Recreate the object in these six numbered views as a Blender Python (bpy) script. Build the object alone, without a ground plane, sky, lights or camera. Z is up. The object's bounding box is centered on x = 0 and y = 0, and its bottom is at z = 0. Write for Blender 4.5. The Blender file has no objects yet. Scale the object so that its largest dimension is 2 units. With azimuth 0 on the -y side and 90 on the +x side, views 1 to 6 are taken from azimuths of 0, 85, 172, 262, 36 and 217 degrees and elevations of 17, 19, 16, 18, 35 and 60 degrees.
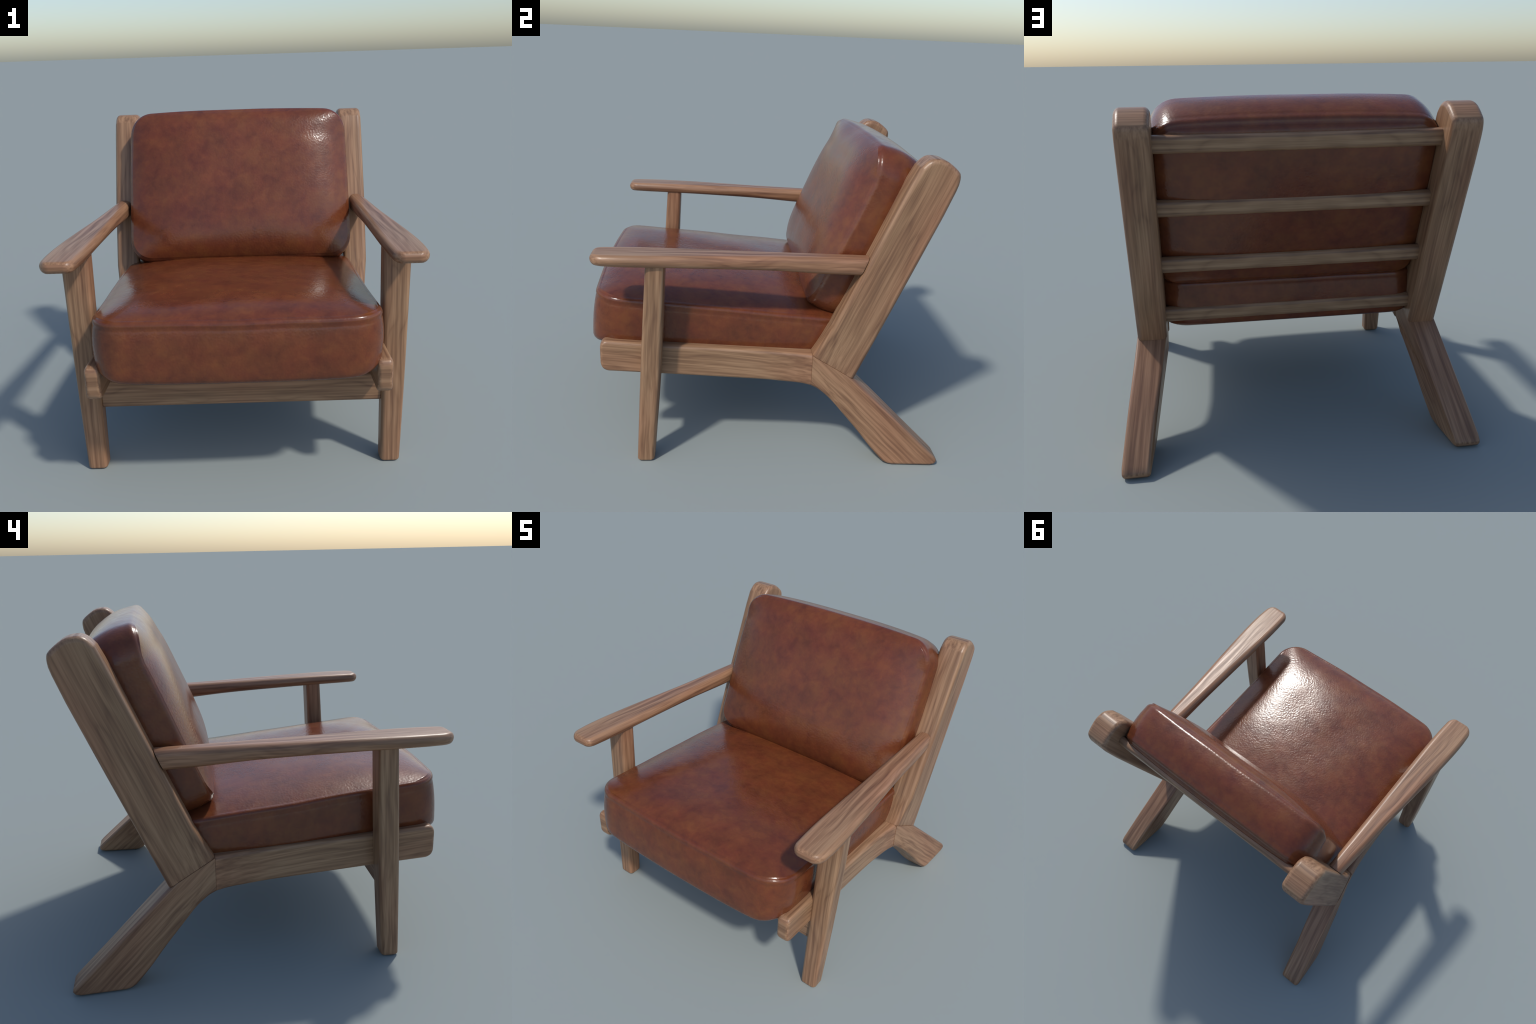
"""Low lounge armchair: walnut frame with splayed rear legs, slatted back, two leather box cushions."""
import bpy, bmesh, math
from mathutils import Vector, noise

# ------------------------------------------------------------------ helpers
def lerp(a, b, t):
    return a + (b - a) * t

def smooth(t):
    t = max(0.0, min(1.0, t))
    return t * t * (3 - 2 * t)

def table(points, x):
    """Piecewise smooth (monotone-ish Catmull) look-up in a short list of (x, value...) control rows."""
    if x <= points[0][0]:
        return points[0][1:]
    if x >= points[-1][0]:
        return points[-1][1:]
    for i in range(len(points) - 1):
        p1, p2 = points[i], points[i + 1]
        if p1[0] <= x <= p2[0]:
            p0 = points[i - 1] if i > 0 else p1
            p3 = points[i + 2] if i + 2 < len(points) else p2
            h = p2[0] - p1[0]
            t = (x - p1[0]) / h
            out = []
            for k in range(1, len(p1)):
                d = (p2[k] - p1[k]) / h
                m1 = (p2[k] - p0[k]) / (p2[0] - p0[0]) if p0 is not p1 else d
                m2 = (p3[k] - p1[k]) / (p3[0] - p1[0]) if p3 is not p2 else d
                out.append((2*t**3 - 3*t*t + 1) * p1[k] + (t**3 - 2*t*t + t) * h * m1
                           + (-2*t**3 + 3*t*t) * p2[k] + (t**3 - t*t) * h * m2)
            return tuple(out)

def new_object(name, verts, faces, material, angle=40):
    mesh = bpy.data.meshes.new(name)
    mesh.from_pydata([tuple(v) for v in verts], [], faces)
    bm = bmesh.new()
    bm.from_mesh(mesh)
    bmesh.ops.remove_doubles(bm, verts=bm.verts, dist=1e-6)
    bmesh.ops.recalc_face_normals(bm, faces=bm.faces)
    bm.to_mesh(mesh)
    bm.free()
    return finish(name, mesh, material, angle)

def finish(name, mesh, material, angle=40):
    mesh.polygons.foreach_set("use_smooth", [True] * len(mesh.polygons))
    mesh.set_sharp_from_angle(angle=math.radians(angle))
    mesh.materials.append(material)
    obj = bpy.data.objects.new(name, mesh)
    bpy.context.scene.collection.objects.link(obj)
    obj.parent = chair
    w = obj.modifiers.new("weighted_normals", 'WEIGHTED_NORMAL')
    w.keep_sharp = True
    return obj

def mirrored(obj):
    """The same part on the other side of the chair."""
    mesh = obj.data.copy()
    bm = bmesh.new()
    bm.from_mesh(mesh)
    for v in bm.verts:
        v.co.x = -v.co.x
    bmesh.ops.reverse_faces(bm, faces=bm.faces)
    bm.to_mesh(mesh)
    bm.free()
    twin = obj.copy()
    twin.data = mesh
    bpy.context.scene.collection.objects.link(twin)
    return twin

def rounded_rect(hu, hv, r, seg=5):
    """Closed outline of a rounded rectangle, counter-clockwise, seg+1 points per corner."""
    r = min(r, hu * 0.999, hv * 0.999)
    pts = []
    for cx, cy, a0 in ((hu - r, hv - r, 0), (-hu + r, hv - r, 90), (-hu + r, -hv + r, 180), (hu - r, -hv + r, 270)):
        for i in range(seg + 1):
            a = math.radians(a0 + 90 * i / seg)
            pts.append((cx + r * math.cos(a), cy + r * math.sin(a)))
    return pts

def bar(name, stations, u_axis, v_axis, material, end_a=0.0, end_b=0.0, seg=6):
    """Loft of rounded rectangles. stations: (centre, half_u, half_v, radius).
    end_a / end_b: rounding radius of the two ends (the last station is the very tip)."""
    st = [(Vector(c), hu, hv, r) for c, hu, hv, r in stations]
    def with_end(s, re):
        if re <= 0:
            return s
        c, hu, hv, r = s[-1]
        d = (s[-1][0] - s[-2][0]).normalized()
        out = [q for q in s[:-1] if (c - q[0]).dot(d) > re * 1.02]
        n = 7
        for i in range(n + 1):
            a = math.pi / 2 * i / n
            k = re * (1 - math.cos(a))
            out.append((c - d * re * (1 - math.sin(a)), max(hu - k, 1e-3), max(hv - k, 1e-3), max(r - k * 0.5, 1e-3)))
        return out
    st = with_end(st, end_b)
    st = with_end(st[::-1], end_a)[::-1]
    u, v = Vector(u_axis).normalized(), Vector(v_axis).normalized()
    verts, faces = [], []
    n = 4 * (seg + 1)
    for c, hu, hv, r in st:
        for a, b in rounded_rect(hu, hv, r, seg):
            verts.append(c + u * a + v * b)
    for k in range(len(st) - 1):
        for i in range(n):
            j = (i + 1) % n
            faces.append((k * n + i, k * n + j, (k + 1) * n + j, (k + 1) * n + i))
    faces.append(tuple(range(n))[::-1])
    faces.append(tuple((len(st) - 1) * n + i for i in range(n)))
    return new_object(name, verts, faces, material)

def nose(e, r):
    """How far a rounded end of radius r has drawn in at distance e from the tip."""
    return 0.0 if e >= r else r * (1 - math.sqrt(max(0.0, 1 - (1 - e / r) ** 2)))

def from_tip(length, count):
    """Distances from the tip, crowded together at the tip."""
    return [length * (i / count) ** 2.6 for i in range(count + 1)]

def slab(name, profile, x_in, x_out, bevel, flat_edges, material, shear=None, segments=5, flat_bevel=0.004):
    """Board cut to a side profile (y, z), x_in..x_out thick, long edges rounded.
    flat_edges: indices of profile edges that are joint faces and get only a hairline bevel."""
    bm = bmesh.new()
    n = len(profile)
    inner = [bm.verts.new((x_in, y, z)) for y, z in profile]
    outer = [bm.verts.new((x_out, y, z)) for y, z in profile]
    bm.faces.new(inner[::-1])
    bm.faces.new(outer)
    for i in range(n):
        j = (i + 1) % n
        bm.faces.new((inner[i], inner[j], outer[j], outer[i]))
    bmesh.ops.recalc_face_normals(bm, faces=bm.faces)
    soft, hair = [], []
    for ring in (inner, outer):
        for i in range(n):
            e = bm.edges.get((ring[i], ring[(i + 1) % n]))
            (hair if i in flat_edges else soft).append(e)
    bmesh.ops.bevel(bm, geom=soft, offset=bevel, segments=segments, profile=0.5, affect='EDGES', clamp_overlap=True)
    if shear:
        for v in bm.verts:
            v.co.x += shear(v.co)
    mesh = bpy.data.meshes.new(name)
    bm.to_mesh(mesh)
    bm.free()
    return finish(name, mesh, material, 50)

def curve(points, steps=6):
    """Catmull-Rom through a few (y, z) control points."""
    out = []
    for i in range(len(points) - 1):
        p0 = points[max(i - 1, 0)]; p1 = points[i]; p2 = points[i + 1]; p3 = points[min(i + 2, len(points) - 1)]
        for s in range(steps):
            t = s / steps
            out.append(tuple(0.5 * (2*p1[k] + (p2[k]-p0[k])*t + (2*p0[k]-5*p1[k]+4*p2[k]-p3[k])*t*t
                                    + (3*p1[k]-p0[k]-3*p2[k]+p3[k])*t**3) for k in (0, 1)))
    out.append(tuple(points[-1]))
    return out

# ------------------------------------------------------------------ materials
class Nodes:
    def __init__(self, name):
        self.mat = bpy.data.materials.new(name)
        self.mat.use_nodes = True
        self.t = self.mat.node_tree
        self.bsdf = self.t.nodes["Principled BSDF"]
    def n(self, kind, **props):
        node = self.t.nodes.new(kind)
        ins = props.pop("ins", {})
        for k, v in props.items():
            setattr(node, k, v)
        for k, v in ins.items():
            if hasattr(v, "is_output") or isinstance(v, bpy.types.NodeSocket):
                self.t.links.new(v, node.inputs[k])
            else:
                node.inputs[k].default_value = v
        return node
    def math(self, op, a, b=0.0, c=0.0):
        return self.n("ShaderNodeMath", operation=op, ins={0: a, 1: b, 2: c}).outputs[0]
    def noise(self, vec, scale, detail=2.0, rough=0.5, distortion=0.0):
        return self.n("ShaderNodeTexNoise", ins={"Vector": vec, "Scale": scale, "Detail": detail, "Roughness": rough, "Distortion": distortion}).outputs[0]
    def ramp(self, fac, stops):
        r = self.n("ShaderNodeValToRGB", ins={0: fac})
        el = r.color_ramp.elements
        while len(el) < len(stops):
            el.new(0.5)
        for e, (p, c) in zip(el, stops):
            e.position = p
            e.color = (*c, 1.0) if not isinstance(c, float) else (c, c, c, 1.0)
        return r.outputs[0]
    def mix(self, fac, a, b, mode='MIX'):
        m = self.n("ShaderNodeMix", data_type='RGBA', blend_type=mode)
        for i, v in ((0, fac), (6, a), (7, b)):
            if isinstance(v, bpy.types.NodeSocket):
                self.t.links.new(v, m.inputs[i])
            else:
                m.inputs[i].default_value = v if i == 0 else (*v, 1.0)
        return m.outputs[2]

WOOD_LIGHT = (0.352, 0.198, 0.116)
WOOD_MID = (0.250, 0.133, 0.075)
WOOD_DARK = (0.140, 0.066, 0.039)

def wood(name, grain, side, seed):
    """Oiled walnut. grain: direction of the fibres, side: a direction across them."""
    g = Nodes(name)
    along = Vector(grain).normalized()
    across = (Vector(side) - along * Vector(side).dot(along)).normalized()
    third = along.cross(across)
    pos = g.n("ShaderNodeTexCoord").outputs["Object"]
    sep = g.n("ShaderNodeSeparateXYZ", ins={0: pos})
    # both sides of the chair are book-matched
    pos = g.n("ShaderNodeCombineXYZ", ins={0: g.math('ABSOLUTE', sep.outputs[0]), 1: sep.outputs[1], 2: sep.outputs[2]}).outputs[0]
    def dot(d):
        return g.n("ShaderNodeVectorMath", operation='DOT_PRODUCT', ins={0: pos, 1: tuple(d)}).outputs["Value"]
    a, b, c = dot(along), dot(across), dot(third)
    # where the cut shows end grain, the rings run across the board instead
    facing = g.n("ShaderNodeVectorMath", operation='DOT_PRODUCT', ins={0: g.n("ShaderNodeNewGeometry").outputs["Normal"], 1: tuple(along)}).outputs["Value"]
    end = g.ramp(g.math('ABSOLUTE', facing), [(0.775, 0.0), (0.785, 1.0)])
    swap = g.n("ShaderNodeMix", ins={0: end, 2: a, 3: b}).outputs[0]
    b = g.n("ShaderNodeMix", ins={0: end, 2: b, 3: a}).outputs[0]
    a = swap
    def fibre(sa, sb, off):
        return g.n("ShaderNodeCombineXYZ", ins={0: g.math('MULTIPLY_ADD', a, sa, seed * 3.7 + off),
                                               1: g.math('MULTIPLY_ADD', b, sb, seed * 1.3),
                                               2: g.math('MULTIPLY_ADD', c, sb, off)}).outputs[0]
    # growth rings: a slow field cut into bands, drawn out along the fibres; streaks and pores on top
    sway = g.math('MULTIPLY', g.math('SUBTRACT', g.noise(fibre(2.6, 3.0, 7.0), 1.0, 1.0), 0.5), 0.9)
    def wavy(sa, sb, off):
        v = fibre(sa, sb, off)
        shift = g.n("ShaderNodeCombineXYZ", ins={1: sway, 2: sway}).outputs[0]
        return g.n("ShaderNodeVectorMath", operation='ADD', ins={0: v, 1: shift}).outputs[0]
    field = g.noise(wavy(0.50, 8.0, 0.0), 1.0, 2.0, 0.45, 0.1)
    bands = g.math('PINGPONG', g.math('MULTIPLY', field, 11.0), 1.0)
    rings = g.ramp(bands, [(0.0, 0.0), (0.40, 0.22), (0.75, 0.55), (1.0, 1.0)])
    streak = g.ramp(g.noise(wavy(1.7, 74.0, 5.0), 1.0, 2.5, 0.55), [(0.34, 0.0), (0.68, 1.0)])
    fine = g.noise(fibre(7.0, 190.0, 9.0), 1.0, 2.0, 0.6)
    broad = g.noise(fibre(1.2, 4.0, 2.0), 1.0, 2.0, 0.5)
    tone = g.math('ADD', g.math('MULTIPLY', rings, 0.30), g.math('MULTIPLY', streak, 0.52))
    tone = g.math('ADD', tone, g.math('MULTIPLY', g.math('SUBTRACT', fine, 0.5), 0.28))
    col = g.ramp(tone, [(0.06, WOOD_LIGHT), (0.42, WOOD_MID), (0.86, WOOD_DARK)])
    warm = g.ramp(broad, [(0.35, (1.0, 0.92, 0.88)), (0.65, (1.0, 1.06, 1.02))])
    col = g.mix(1.0, col, warm, 'MULTIPLY')
    g.t.links.new(col, g.bsdf.inputs["Base Color"])
    g.t.links.new(g.math('MULTIPLY_ADD', tone, 0.14, 0.33), g.bsdf.inputs["Roughness"])
    bump = g.n("ShaderNodeBump", ins={"Strength": 0.15, "Distance": 0.004, "Height": g.math('ADD', fine, g.math('MULTIPLY', rings, -0.4))})
    g.t.links.new(bump.outputs[0], g.bsdf.inputs["Normal"])
    g.bsdf.inputs["Specular IOR Level"].default_value = 0.45
    return g.mat

def leather(name):
    g = Nodes(name)
    pos = g.n("ShaderNodeTexCoord").outputs["Object"]
    cloud = g.noise(pos, 6.0, 4.0, 0.6, 0.2)
    mottle = g.noise(pos, 17.0, 4.0, 0.62, 0.4)
    hue = g.noise(g.n("ShaderNodeVectorMath", operation='ADD', ins={0: pos, 1: (7.3, 2.1, 4.4)}).outputs[0], 8.0, 3.0, 0.6)
    speck = g.noise(pos, 160.0, 2.0, 0.6)
    tone = g.math('ADD', g.math('MULTIPLY', cloud, 0.55), g.math('MULTIPLY', mottle, 0.45))
    tone = g.math('ADD', tone, g.math('MULTIPLY', g.math('SUBTRACT', speck, 0.5), 0.10))
    col = g.ramp(tone, [(0.37, (0.108, 0.0280, 0.0128)), (0.50, (0.140, 0.0380, 0.0147)), (0.63, (0.170, 0.0500, 0.0165))])
    col = g.mix(1.0, col, g.ramp(hue, [(0.36, (1.03, 0.97, 1.00)), (0.64, (0.97, 1.04, 0.98))]), 'MULTIPLY')
    g.t.links.new(col, g.bsdf.inputs["Base Color"])
    g.t.links.new(g.ramp(mottle, [(0.3, 0.19), (0.7, 0.26)]), g.bsdf.inputs["Roughness"])
    g.bsdf.inputs["Specular IOR Level"].default_value = 0.5
    warp = g.n("ShaderNodeTexNoise", ins={"Vector": pos, "Scale": 25.0, "Detail": 1.0}).outputs["Color"]
    cell = g.n("ShaderNodeVectorMath", operation='MULTIPLY_ADD', ins={0: warp, 1: (0.012, 0.012, 0.012), 2: pos}).outputs[0]
    pebble = g.n("ShaderNodeTexVoronoi", feature='SMOOTH_F1', ins={"Vector": cell, "Scale": 82.0, "Smoothness": 0.9}).outputs["Distance"]
    patchy = g.ramp(g.noise(pos, 7.0, 2.0), [(0.35, 0.4), (0.65, 1.0)])
    bump = g.n("ShaderNodeBump", invert=True, ins={"Strength": 0.16, "Distance": 0.005, "Height": g.math('MULTIPLY', pebble, patchy)})
    g.t.links.new(bump.outputs[0], g.bsdf.inputs["Normal"])
    return g.mat

# ------------------------------------------------------------------ the chair
chair = bpy.data.objects.new("lounge_armchair", None)
chair["label"] = "low walnut lounge armchair with brown leather seat and back cushions"
chair["category"] = "armchair"
bpy.context.scene.collection.objects.link(chair)

RECLINE = Vector((0, 0.390, 0.921)).normalized()      # direction in which the back rises
FORWARD = Vector((0, -0.921, 0.390)).normalized()     # the way the back faces

wood_arm = wood("walnut_arm", (-0.038, 1, -0.017), (1, 0, 0), 1.0)
wood_rail = wood("walnut_rail", (0, 1, -0.08), (1, 0, 0), 2.0)
wood_cross = wood("walnut_cross", (1, 0, 0), (0, 1, 0), 3.0)
wood_leg = wood("walnut_front_leg", (0, 0.05, 1), (1, 0, 0), 4.0)
wood_post = wood("walnut_post", RECLINE, (1, 0, 0), 5.0)
wood_rear = wood("walnut_rear_leg", (0.1, 0.72, -0.69), (1, 0, 0), 6.0)
hide = leather("brown_leather")

POST_IN, POST_OUT = 0.679, 0.837

# back posts: leaning boards with a softly clipped top
def leaning(d, up):
    """(y, z) of a point d in front of the recline line and up along it."""
    return (FORWARD.y * d + RECLINE.y * up, FORWARD.z * d + RECLINE.z * up)
post_profile = ([(0.254, 0.645), (0.492, 0.516)]
                + [leaning(-0.252, 0.90), leaning(-0.250, 1.30), leaning(-0.246, 1.70), leaning(-0.240, 1.84)]
                + curve([leaning(-0.236, 1.875), leaning(-0.223, 1.913), leaning(-0.198, 1.936), leaning(-0.120, 1.955),
                         leaning(-0.062, 1.944), leaning(-0.030, 1.918), leaning(-0.008, 1.868)], 4)
                + [leaning(-0.003, 1.78), leaning(-0.004, 1.30), leaning(-0.004, 0.90)])
def post_taper(co):
    """The outer face runs in a little towards the joint with the rail."""
    return -0.032 * smooth((co.x - 0.74) / 0.06) * smooth((0.95 - co.z) / 0.30) * smooth((0.48 - co.y) / 0.20)
post = slab("back_post", post_profile, POST_IN, POST_OUT, 0.028, {0}, wood_post, post_taper)
mirrored(post)

# rear legs: kicked back and splayed outwards, arched underneath
leg_under = curve([(0.2535, 0.455), (0.300, 0.430), (0.368, 0.376), (0.446, 0.294), (0.525, 0.203), (0.608, 0.100), (0.684, 0.018)], 4)
leg_profile = (leg_under + [(0.708, 0.006), (0.735, 0.0), (0.960, 0.0), (0.988, 0.007), (0.999, 0.022), (0.995, 0.040), (0.973, 0.064)]
               + [(0.785, 0.240), (0.493, 0.5145), (0.2535, 0.644)])
def leg_splay(co):
    """Foot kicks outwards, thinner than the joint; the outer face runs in towards the rail."""
    side = smooth((co.x - POST_IN) / (POST_OUT - POST_IN))
    return (lerp(0.100, 0.084, side) * min(1.0, max(0.0, co.y - co.z + 0.05) / 0.90)
            - 0.032 * smooth((co.x - 0.74) / 0.06) * smooth((0.46 - co.y) / 0.20))
m = len(leg_profile)
rear = slab("rear_leg", leg_profile, POST_IN, POST_OUT, 0.020, {m - 2, m - 1}, wood_rear, leg_splay)
mirrored(rear)

# side rails: thin at the front, swelling outwards into the rear joint
rail_rows = [  # y, inner x, outer x, bottom z, top z
    (-0.920, 0.680, 0.757, 0.523, 0.707),
    (-0.60, 0.680, 0.758, 0.505, 0.686),
    (-0.20, 0.680, 0.764, 0.483, 0.664),
    (0.00, 0.679, 0.772, 0.474, 0.656),
    (0.12, 0.677, 0.783, 0.467, 0.651),
    (0.19, 0.675, 0.792, 0.464, 0.648),
    (0.2545, 0.674, 0.803, 0.455, 0.646)]
rail_stations = []
for e in from_tip(1.1745, 60):
    xi, xo, zb, zt = table(rail_rows, -0.920 + e)
    top, low, across = nose(e, 0.040), nose(e, 0.050), nose(e, 0.020)
    zb, zt, xi, xo = zb + low * 0.9, zt - top, xi + across, xo - across
    rail_stations.append((((xi + xo) / 2, -0.920 + e, (zb + zt) / 2), (xo - xi) / 2, (zt - zb) / 2, min(0.020, (xo - xi) / 2.1)))
rail = bar("side_rail", rail_stations, (1, 0, 0), (0, 0, 1), wood_rail, end_b=0.004)
mirrored(rail)

# front legs: tapered, leaning slightly back and outwards
leg_rows = [  # z, inner x, outer x, front y, back y
    (0.0, 0.744, 0.849, -0.719, -0.623),
    (0.30, 0.746, 0.861, -0.704, -0.600),
    (0.65, 0.747, 0.873, -0.686, -0.576),
    (1.20, 0.744, 0.890, -0.652, -0.553)]
leg_stations = []
for i in range(21):
    z = lerp(0.0, 1.20, i / 20)
    xi, xo, yf, yb = table(leg_rows, z)
    leg_stations.append((((xi + xo) / 2, (yf + yb) / 2, z), (xo - xi) / 2, (yb - yf) / 2, 0.024))
front_leg = bar("front_leg", leg_stations, (1, 0, 0), (0, 1, 0), wood_leg, end_a=0.014)
mirrored(front_leg)

# armrests: paddle shaped, widest near the front, butting against the posts
arm_rows = [  # y, inner x, outer x, bottom z, top z
    (-0.930, 0.741, 0.914, 1.192, 1.250),
    (-0.86, 0.738, 0.918, 1.190, 1.250),
    (-0.78, 0.733, 0.921, 1.188, 1.250),
    (-0.65, 0.729, 0.917, 1.185, 1.249),
    (-0.40, 0.729, 0.898, 1.176, 1.245),
    (0.00, 0.731, 0.860, 1.157, 1.236),
    (0.30, 0.731, 0.839, 1.134, 1.230),
    (0.540, 0.731, 0.820, 1.120, 1.226)]
arm_stations = []
for e in from_tip(1.470, 80):
    xi, xo, zb, zt = table(arm_rows, -0.930 + e)
    xi, xo = xi + nose(e, 0.062) * 0.85, xo - nose(e, 0.070) * 0.85
    zb, zt = zb + nose(e, 0.029), zt - nose(e, 0.028)
    arm_stations.append((((xi + xo) / 2, -0.930 + e, (zb + zt) / 2), (xo - xi) / 2, (zt - zb) / 2, min(0.034, (zt - zb) / 2 * 0.97)))
# the rear end follows the slope of the post
arm = bar("armrest", arm_stations, (1, 0, 0), (0, 0, 1), wood_arm)
for v in arm.data.vertices:
    limit = 0.524 + (v.co.z - 1.246) * 0.423
    v.co.y = min(v.co.y, limit + 0.004)
mirrored(arm)

# front cross rail under the cushion
bar("front_rail", [((x, -0.651, 0.431), 0.021, 0.082, 0.016) for x in (-0.752, -0.4, 0.0, 0.4, 0.752)],
    (0, 1, 0), (0, 0, 1), wood_cross, 0.012, 0.012)

# back slats, let in between the posts
slat = None
for y, z, half in ((0.818, 1.600, 0.042), (0.697, 1.281, 0.040), (0.575, 0.961, 0.040), (0.443, 0.643, 0.039)):
    if slat is None:
        first = (y, z)
        slat = bar("back_slat", [((x, y, z), 0.026, half, 0.021) for x in (-0.695, -0.35, 0.0, 0.35, 0.695)],
                   FORWARD * 0.5 + Vector((0, -0.5, 0)), RECLINE * 0.5 + Vector((0, 0, 0.5)), wood_cross)
    else:
        twin = slat.copy()
        twin.location = (0, y - first[0], z - first[1])
        bpy.context.scene.collection.objects.link(twin)

# ------------------------------------------------------------------ cushions
def cushion(name, a, b, radius, levels, face_low, face_high, place, n_side=44, n_corner=10, n_face=34):
    """Box cushion. Outline: rounded rectangle 2a x 2b in (p, q). levels: (inset, h) from the bottom seam
    round the border to the top seam. face_low / face_high give h over the two panels from (p, q, scale)."""
    def outline(inset):
        aa, bb, r = a - inset, b - inset, max(radius - inset, 0.02)
        pts = []
        for cx, cy, a0 in ((aa - r, bb - r, 0), (-aa + r, bb - r, 90), (-aa + r, -bb + r, 180), (aa - r, -bb + r, 270)):
            for i in range(n_corner + 1):
                t = math.radians(a0 + 90 * i / n_corner)
                pts.append((cx + r * math.cos(t), cy + r * math.sin(t)))
            nx, ny = {0: (-aa + r, bb), 90: (-aa, -bb + r), 180: (aa - r, -bb), 270: (aa, bb - r)}[a0]
            lx, ly = pts[-1]
            for i in range(1, n_side):
                pts.append((lerp(lx, nx, i / n_side), lerp(ly, ny, i / n_side)))
        return pts
    rings = []
    lo, hi = levels[0], levels[-1]
    base = outline(lo[0])
    for i in range(1, n_face + 1):
        s = math.sin(math.pi / 2 * i / n_face)
        if i < n_face:
            rings.append([(p * s, q * s, lo[1] + face_low(p * s, q * s, s)) for p, q in base])
    for inset, h in levels:
        rings.append([(p, q, h) for p, q in outline(inset)])
    base = outline(hi[0])
    for i in range(n_face - 1, 0, -1):
        s = math.sin(math.pi / 2 * i / n_face)
        rings.append([(p * s, q * s, hi[1] + face_high(p * s, q * s, s)) for p, q in base])
    n = len(base)
    verts = [place(p, q, h) for ring in rings for p, q, h in ring]
    faces = []
    for k in range(len(rings) - 1):
        for i in range(n):
            j = (i + 1) % n
            faces.append((k * n + i, k * n + j, (k + 1) * n + j, (k + 1) * n + i))
    low = len(verts)
    verts.append(place(0, 0, lo[1] + face_low(0, 0, 0)))
    verts.append(place(0, 0, hi[1] + face_high(0, 0, 0)))
    for i in range(n):
        j = (i + 1) % n
        faces.append((low, j, i))
        faces.append((low + 1, (len(rings) - 1) * n + i, (len(rings) - 1) * n + j))
    obj = new_object(name, verts, faces, hide, 80)
    obj.modifiers.clear()
    return obj

def pillow(p, q, a, b, mp, mq):
    return max(0.0, 1 - abs(p / a) ** mp) * max(0.0, 1 - abs(q / b) ** mq)

def lumps(p, q, seed, scale, amount):
    return amount * noise.noise(Vector((p * scale + seed, q * scale - seed, seed * 0.7)))

# seat: q runs backwards, h upwards; tilted down towards the back
SEAT_A, SEAT_B = 0.715, 0.713
def seat_place(p, q, h):
    u = (h + 0.13) / 0.26
    # border panel bulges; front is fuller in the middle
    if abs(p) > SEAT_A - 0.10:
        p *= 1 + 0.005 * math.sin(math.pi * max(0, min(1, u)))
    p = p * (1 + 0.018 * smooth((q + 0.35) / 0.70)) - 0.014 * smooth((q + 0.60) / 0.8)      # the cushion widens towards the back
    if q < 0:
        q -= 0.026 * max(0.0, 1 - (p / SEAT_A) ** 2) * smooth(-q / SEAT_B)
        q -= 0.004 * smooth(-q / SEAT_B) * (1 - u)
    # underside sags between the rails, front to back
    sag = lerp(0.004, 0.055, smooth(0.55 - q / SEAT_B * 0.65)) * max(0.0, 1 - abs(p / SEAT_A) ** 9) * smooth(1 - u * 1.5)
    h -= sag
    h += lumps(p, q, 3.1, 3.0, 0.006) * smooth(u)
    y = -0.249 + q * 0.9957 + h * 0.0928
    z = 0.764 + h * 0.9957 - q * 0.0928
    return Vector((p, y, z))
def seat_levels():
    rows = [(0.032, -0.138), (0.018, -0.134), (0.008, -0.125), (0.002, -0.112)]
    for i in range(8):
        t = i / 7
        rows.append((0.0 - 0.004 * math.sin(math.pi * t), lerp(-0.088, 0.062, t)))
    rows += [(0.0015, 0.076), (0.0045, 0.088), (0.0005, 0.098), (0.0015, 0.108), (0.005, 0.116), (0.011, 0.121), (0.020, 0.125)]
    return rows
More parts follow.
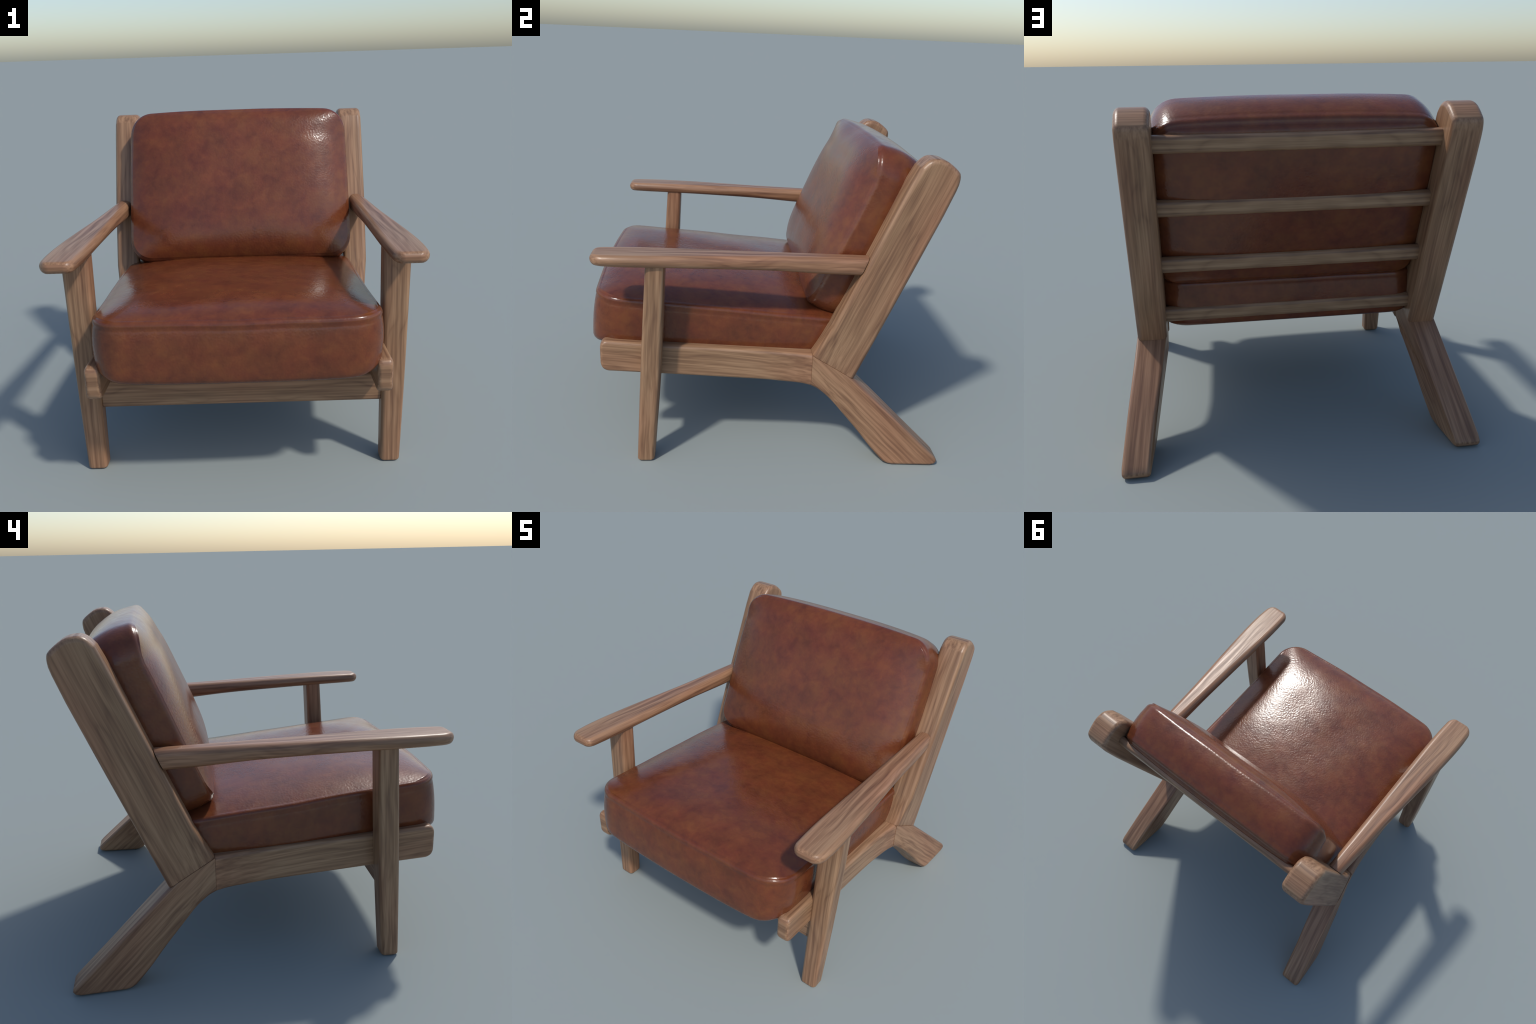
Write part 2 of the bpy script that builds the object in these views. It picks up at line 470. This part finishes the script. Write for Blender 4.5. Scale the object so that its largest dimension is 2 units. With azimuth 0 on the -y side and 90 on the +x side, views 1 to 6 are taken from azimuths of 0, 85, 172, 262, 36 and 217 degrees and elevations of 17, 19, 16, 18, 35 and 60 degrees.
def seat_top(p, q, s):
    a, b = SEAT_A - 0.024, SEAT_B - 0.024
    return (0.034 * pillow(p, q, a, b, 6.0, 10.0)            # full right up to the seam
            + 0.034 * pillow(p, q, a, b, 2.0, 2.4) * (1 - 0.05 * q / b))   # soft crown
seat_low = lambda p, q, s: -0.012 * pillow(p, q, SEAT_A, SEAT_B, 2, 2)
cushion("seat_cushion", SEAT_A, SEAT_B, 0.155, seat_levels(), seat_low, seat_top, seat_place)

# back: q runs up the recline, h forwards
BACK_A, BACK_B, BACK_MID = 0.709, 0.483, 1.389
def back_place(p, q, h):
    u = (h + 0.11) / 0.25
    w = max(0.0, min(1.0, u))
    t = q / BACK_B
    # border swells, more so along the top
    if abs(q) > BACK_B - 0.12:
        q += math.copysign(1, q) * (0.024 if q > 0 else 0.016) * math.sin(math.pi * w) * (1 - (p / BACK_A) ** 4)
    if q > 0:
        q += 0.013 * (1 - (p / BACK_A) ** 2) * smooth(t)
    p *= 1 + 0.010 * math.sin(math.pi * w) - 0.012 * smooth(t)
    # the seam stands further forward along the top and the bottom than down the sides
    h += smooth(w) * (0.034 if t > 0 else 0.004) * smooth((abs(t) - 0.60) / 0.40)
    h += lumps(p, q, 7.7, 3.0, 0.006) * smooth(w)
    return Vector((p, 0, 0)) + RECLINE * (BACK_MID + q) + FORWARD * h
def back_levels():
    rows = [(0.026, -0.100), (0.013, -0.096), (0.005, -0.088), (0.001, -0.076), (0.0035, -0.066), (0.001, -0.056)]
    for i in range(8):
        rows.append((-0.003 * math.sin(math.pi * i / 7), lerp(-0.046, 0.098, i / 7)))
    rows += [(0.0, 0.108), (0.0005, 0.115), (0.002, 0.121), (0.005, 0.127), (0.010, 0.133), (0.017, 0.139)]
    return rows
back_front = lambda p, q, s: 0.096 * pillow(p, q, BACK_A - 0.016, BACK_B - 0.016, 4.8, 4.6)
back_rear = lambda p, q, s: -0.052 * pillow(p, q, BACK_A - 0.026, BACK_B - 0.026, 4, 5) ** 0.5
cushion("back_cushion", BACK_A, BACK_B, 0.138, back_levels(), back_rear, back_front, back_place)
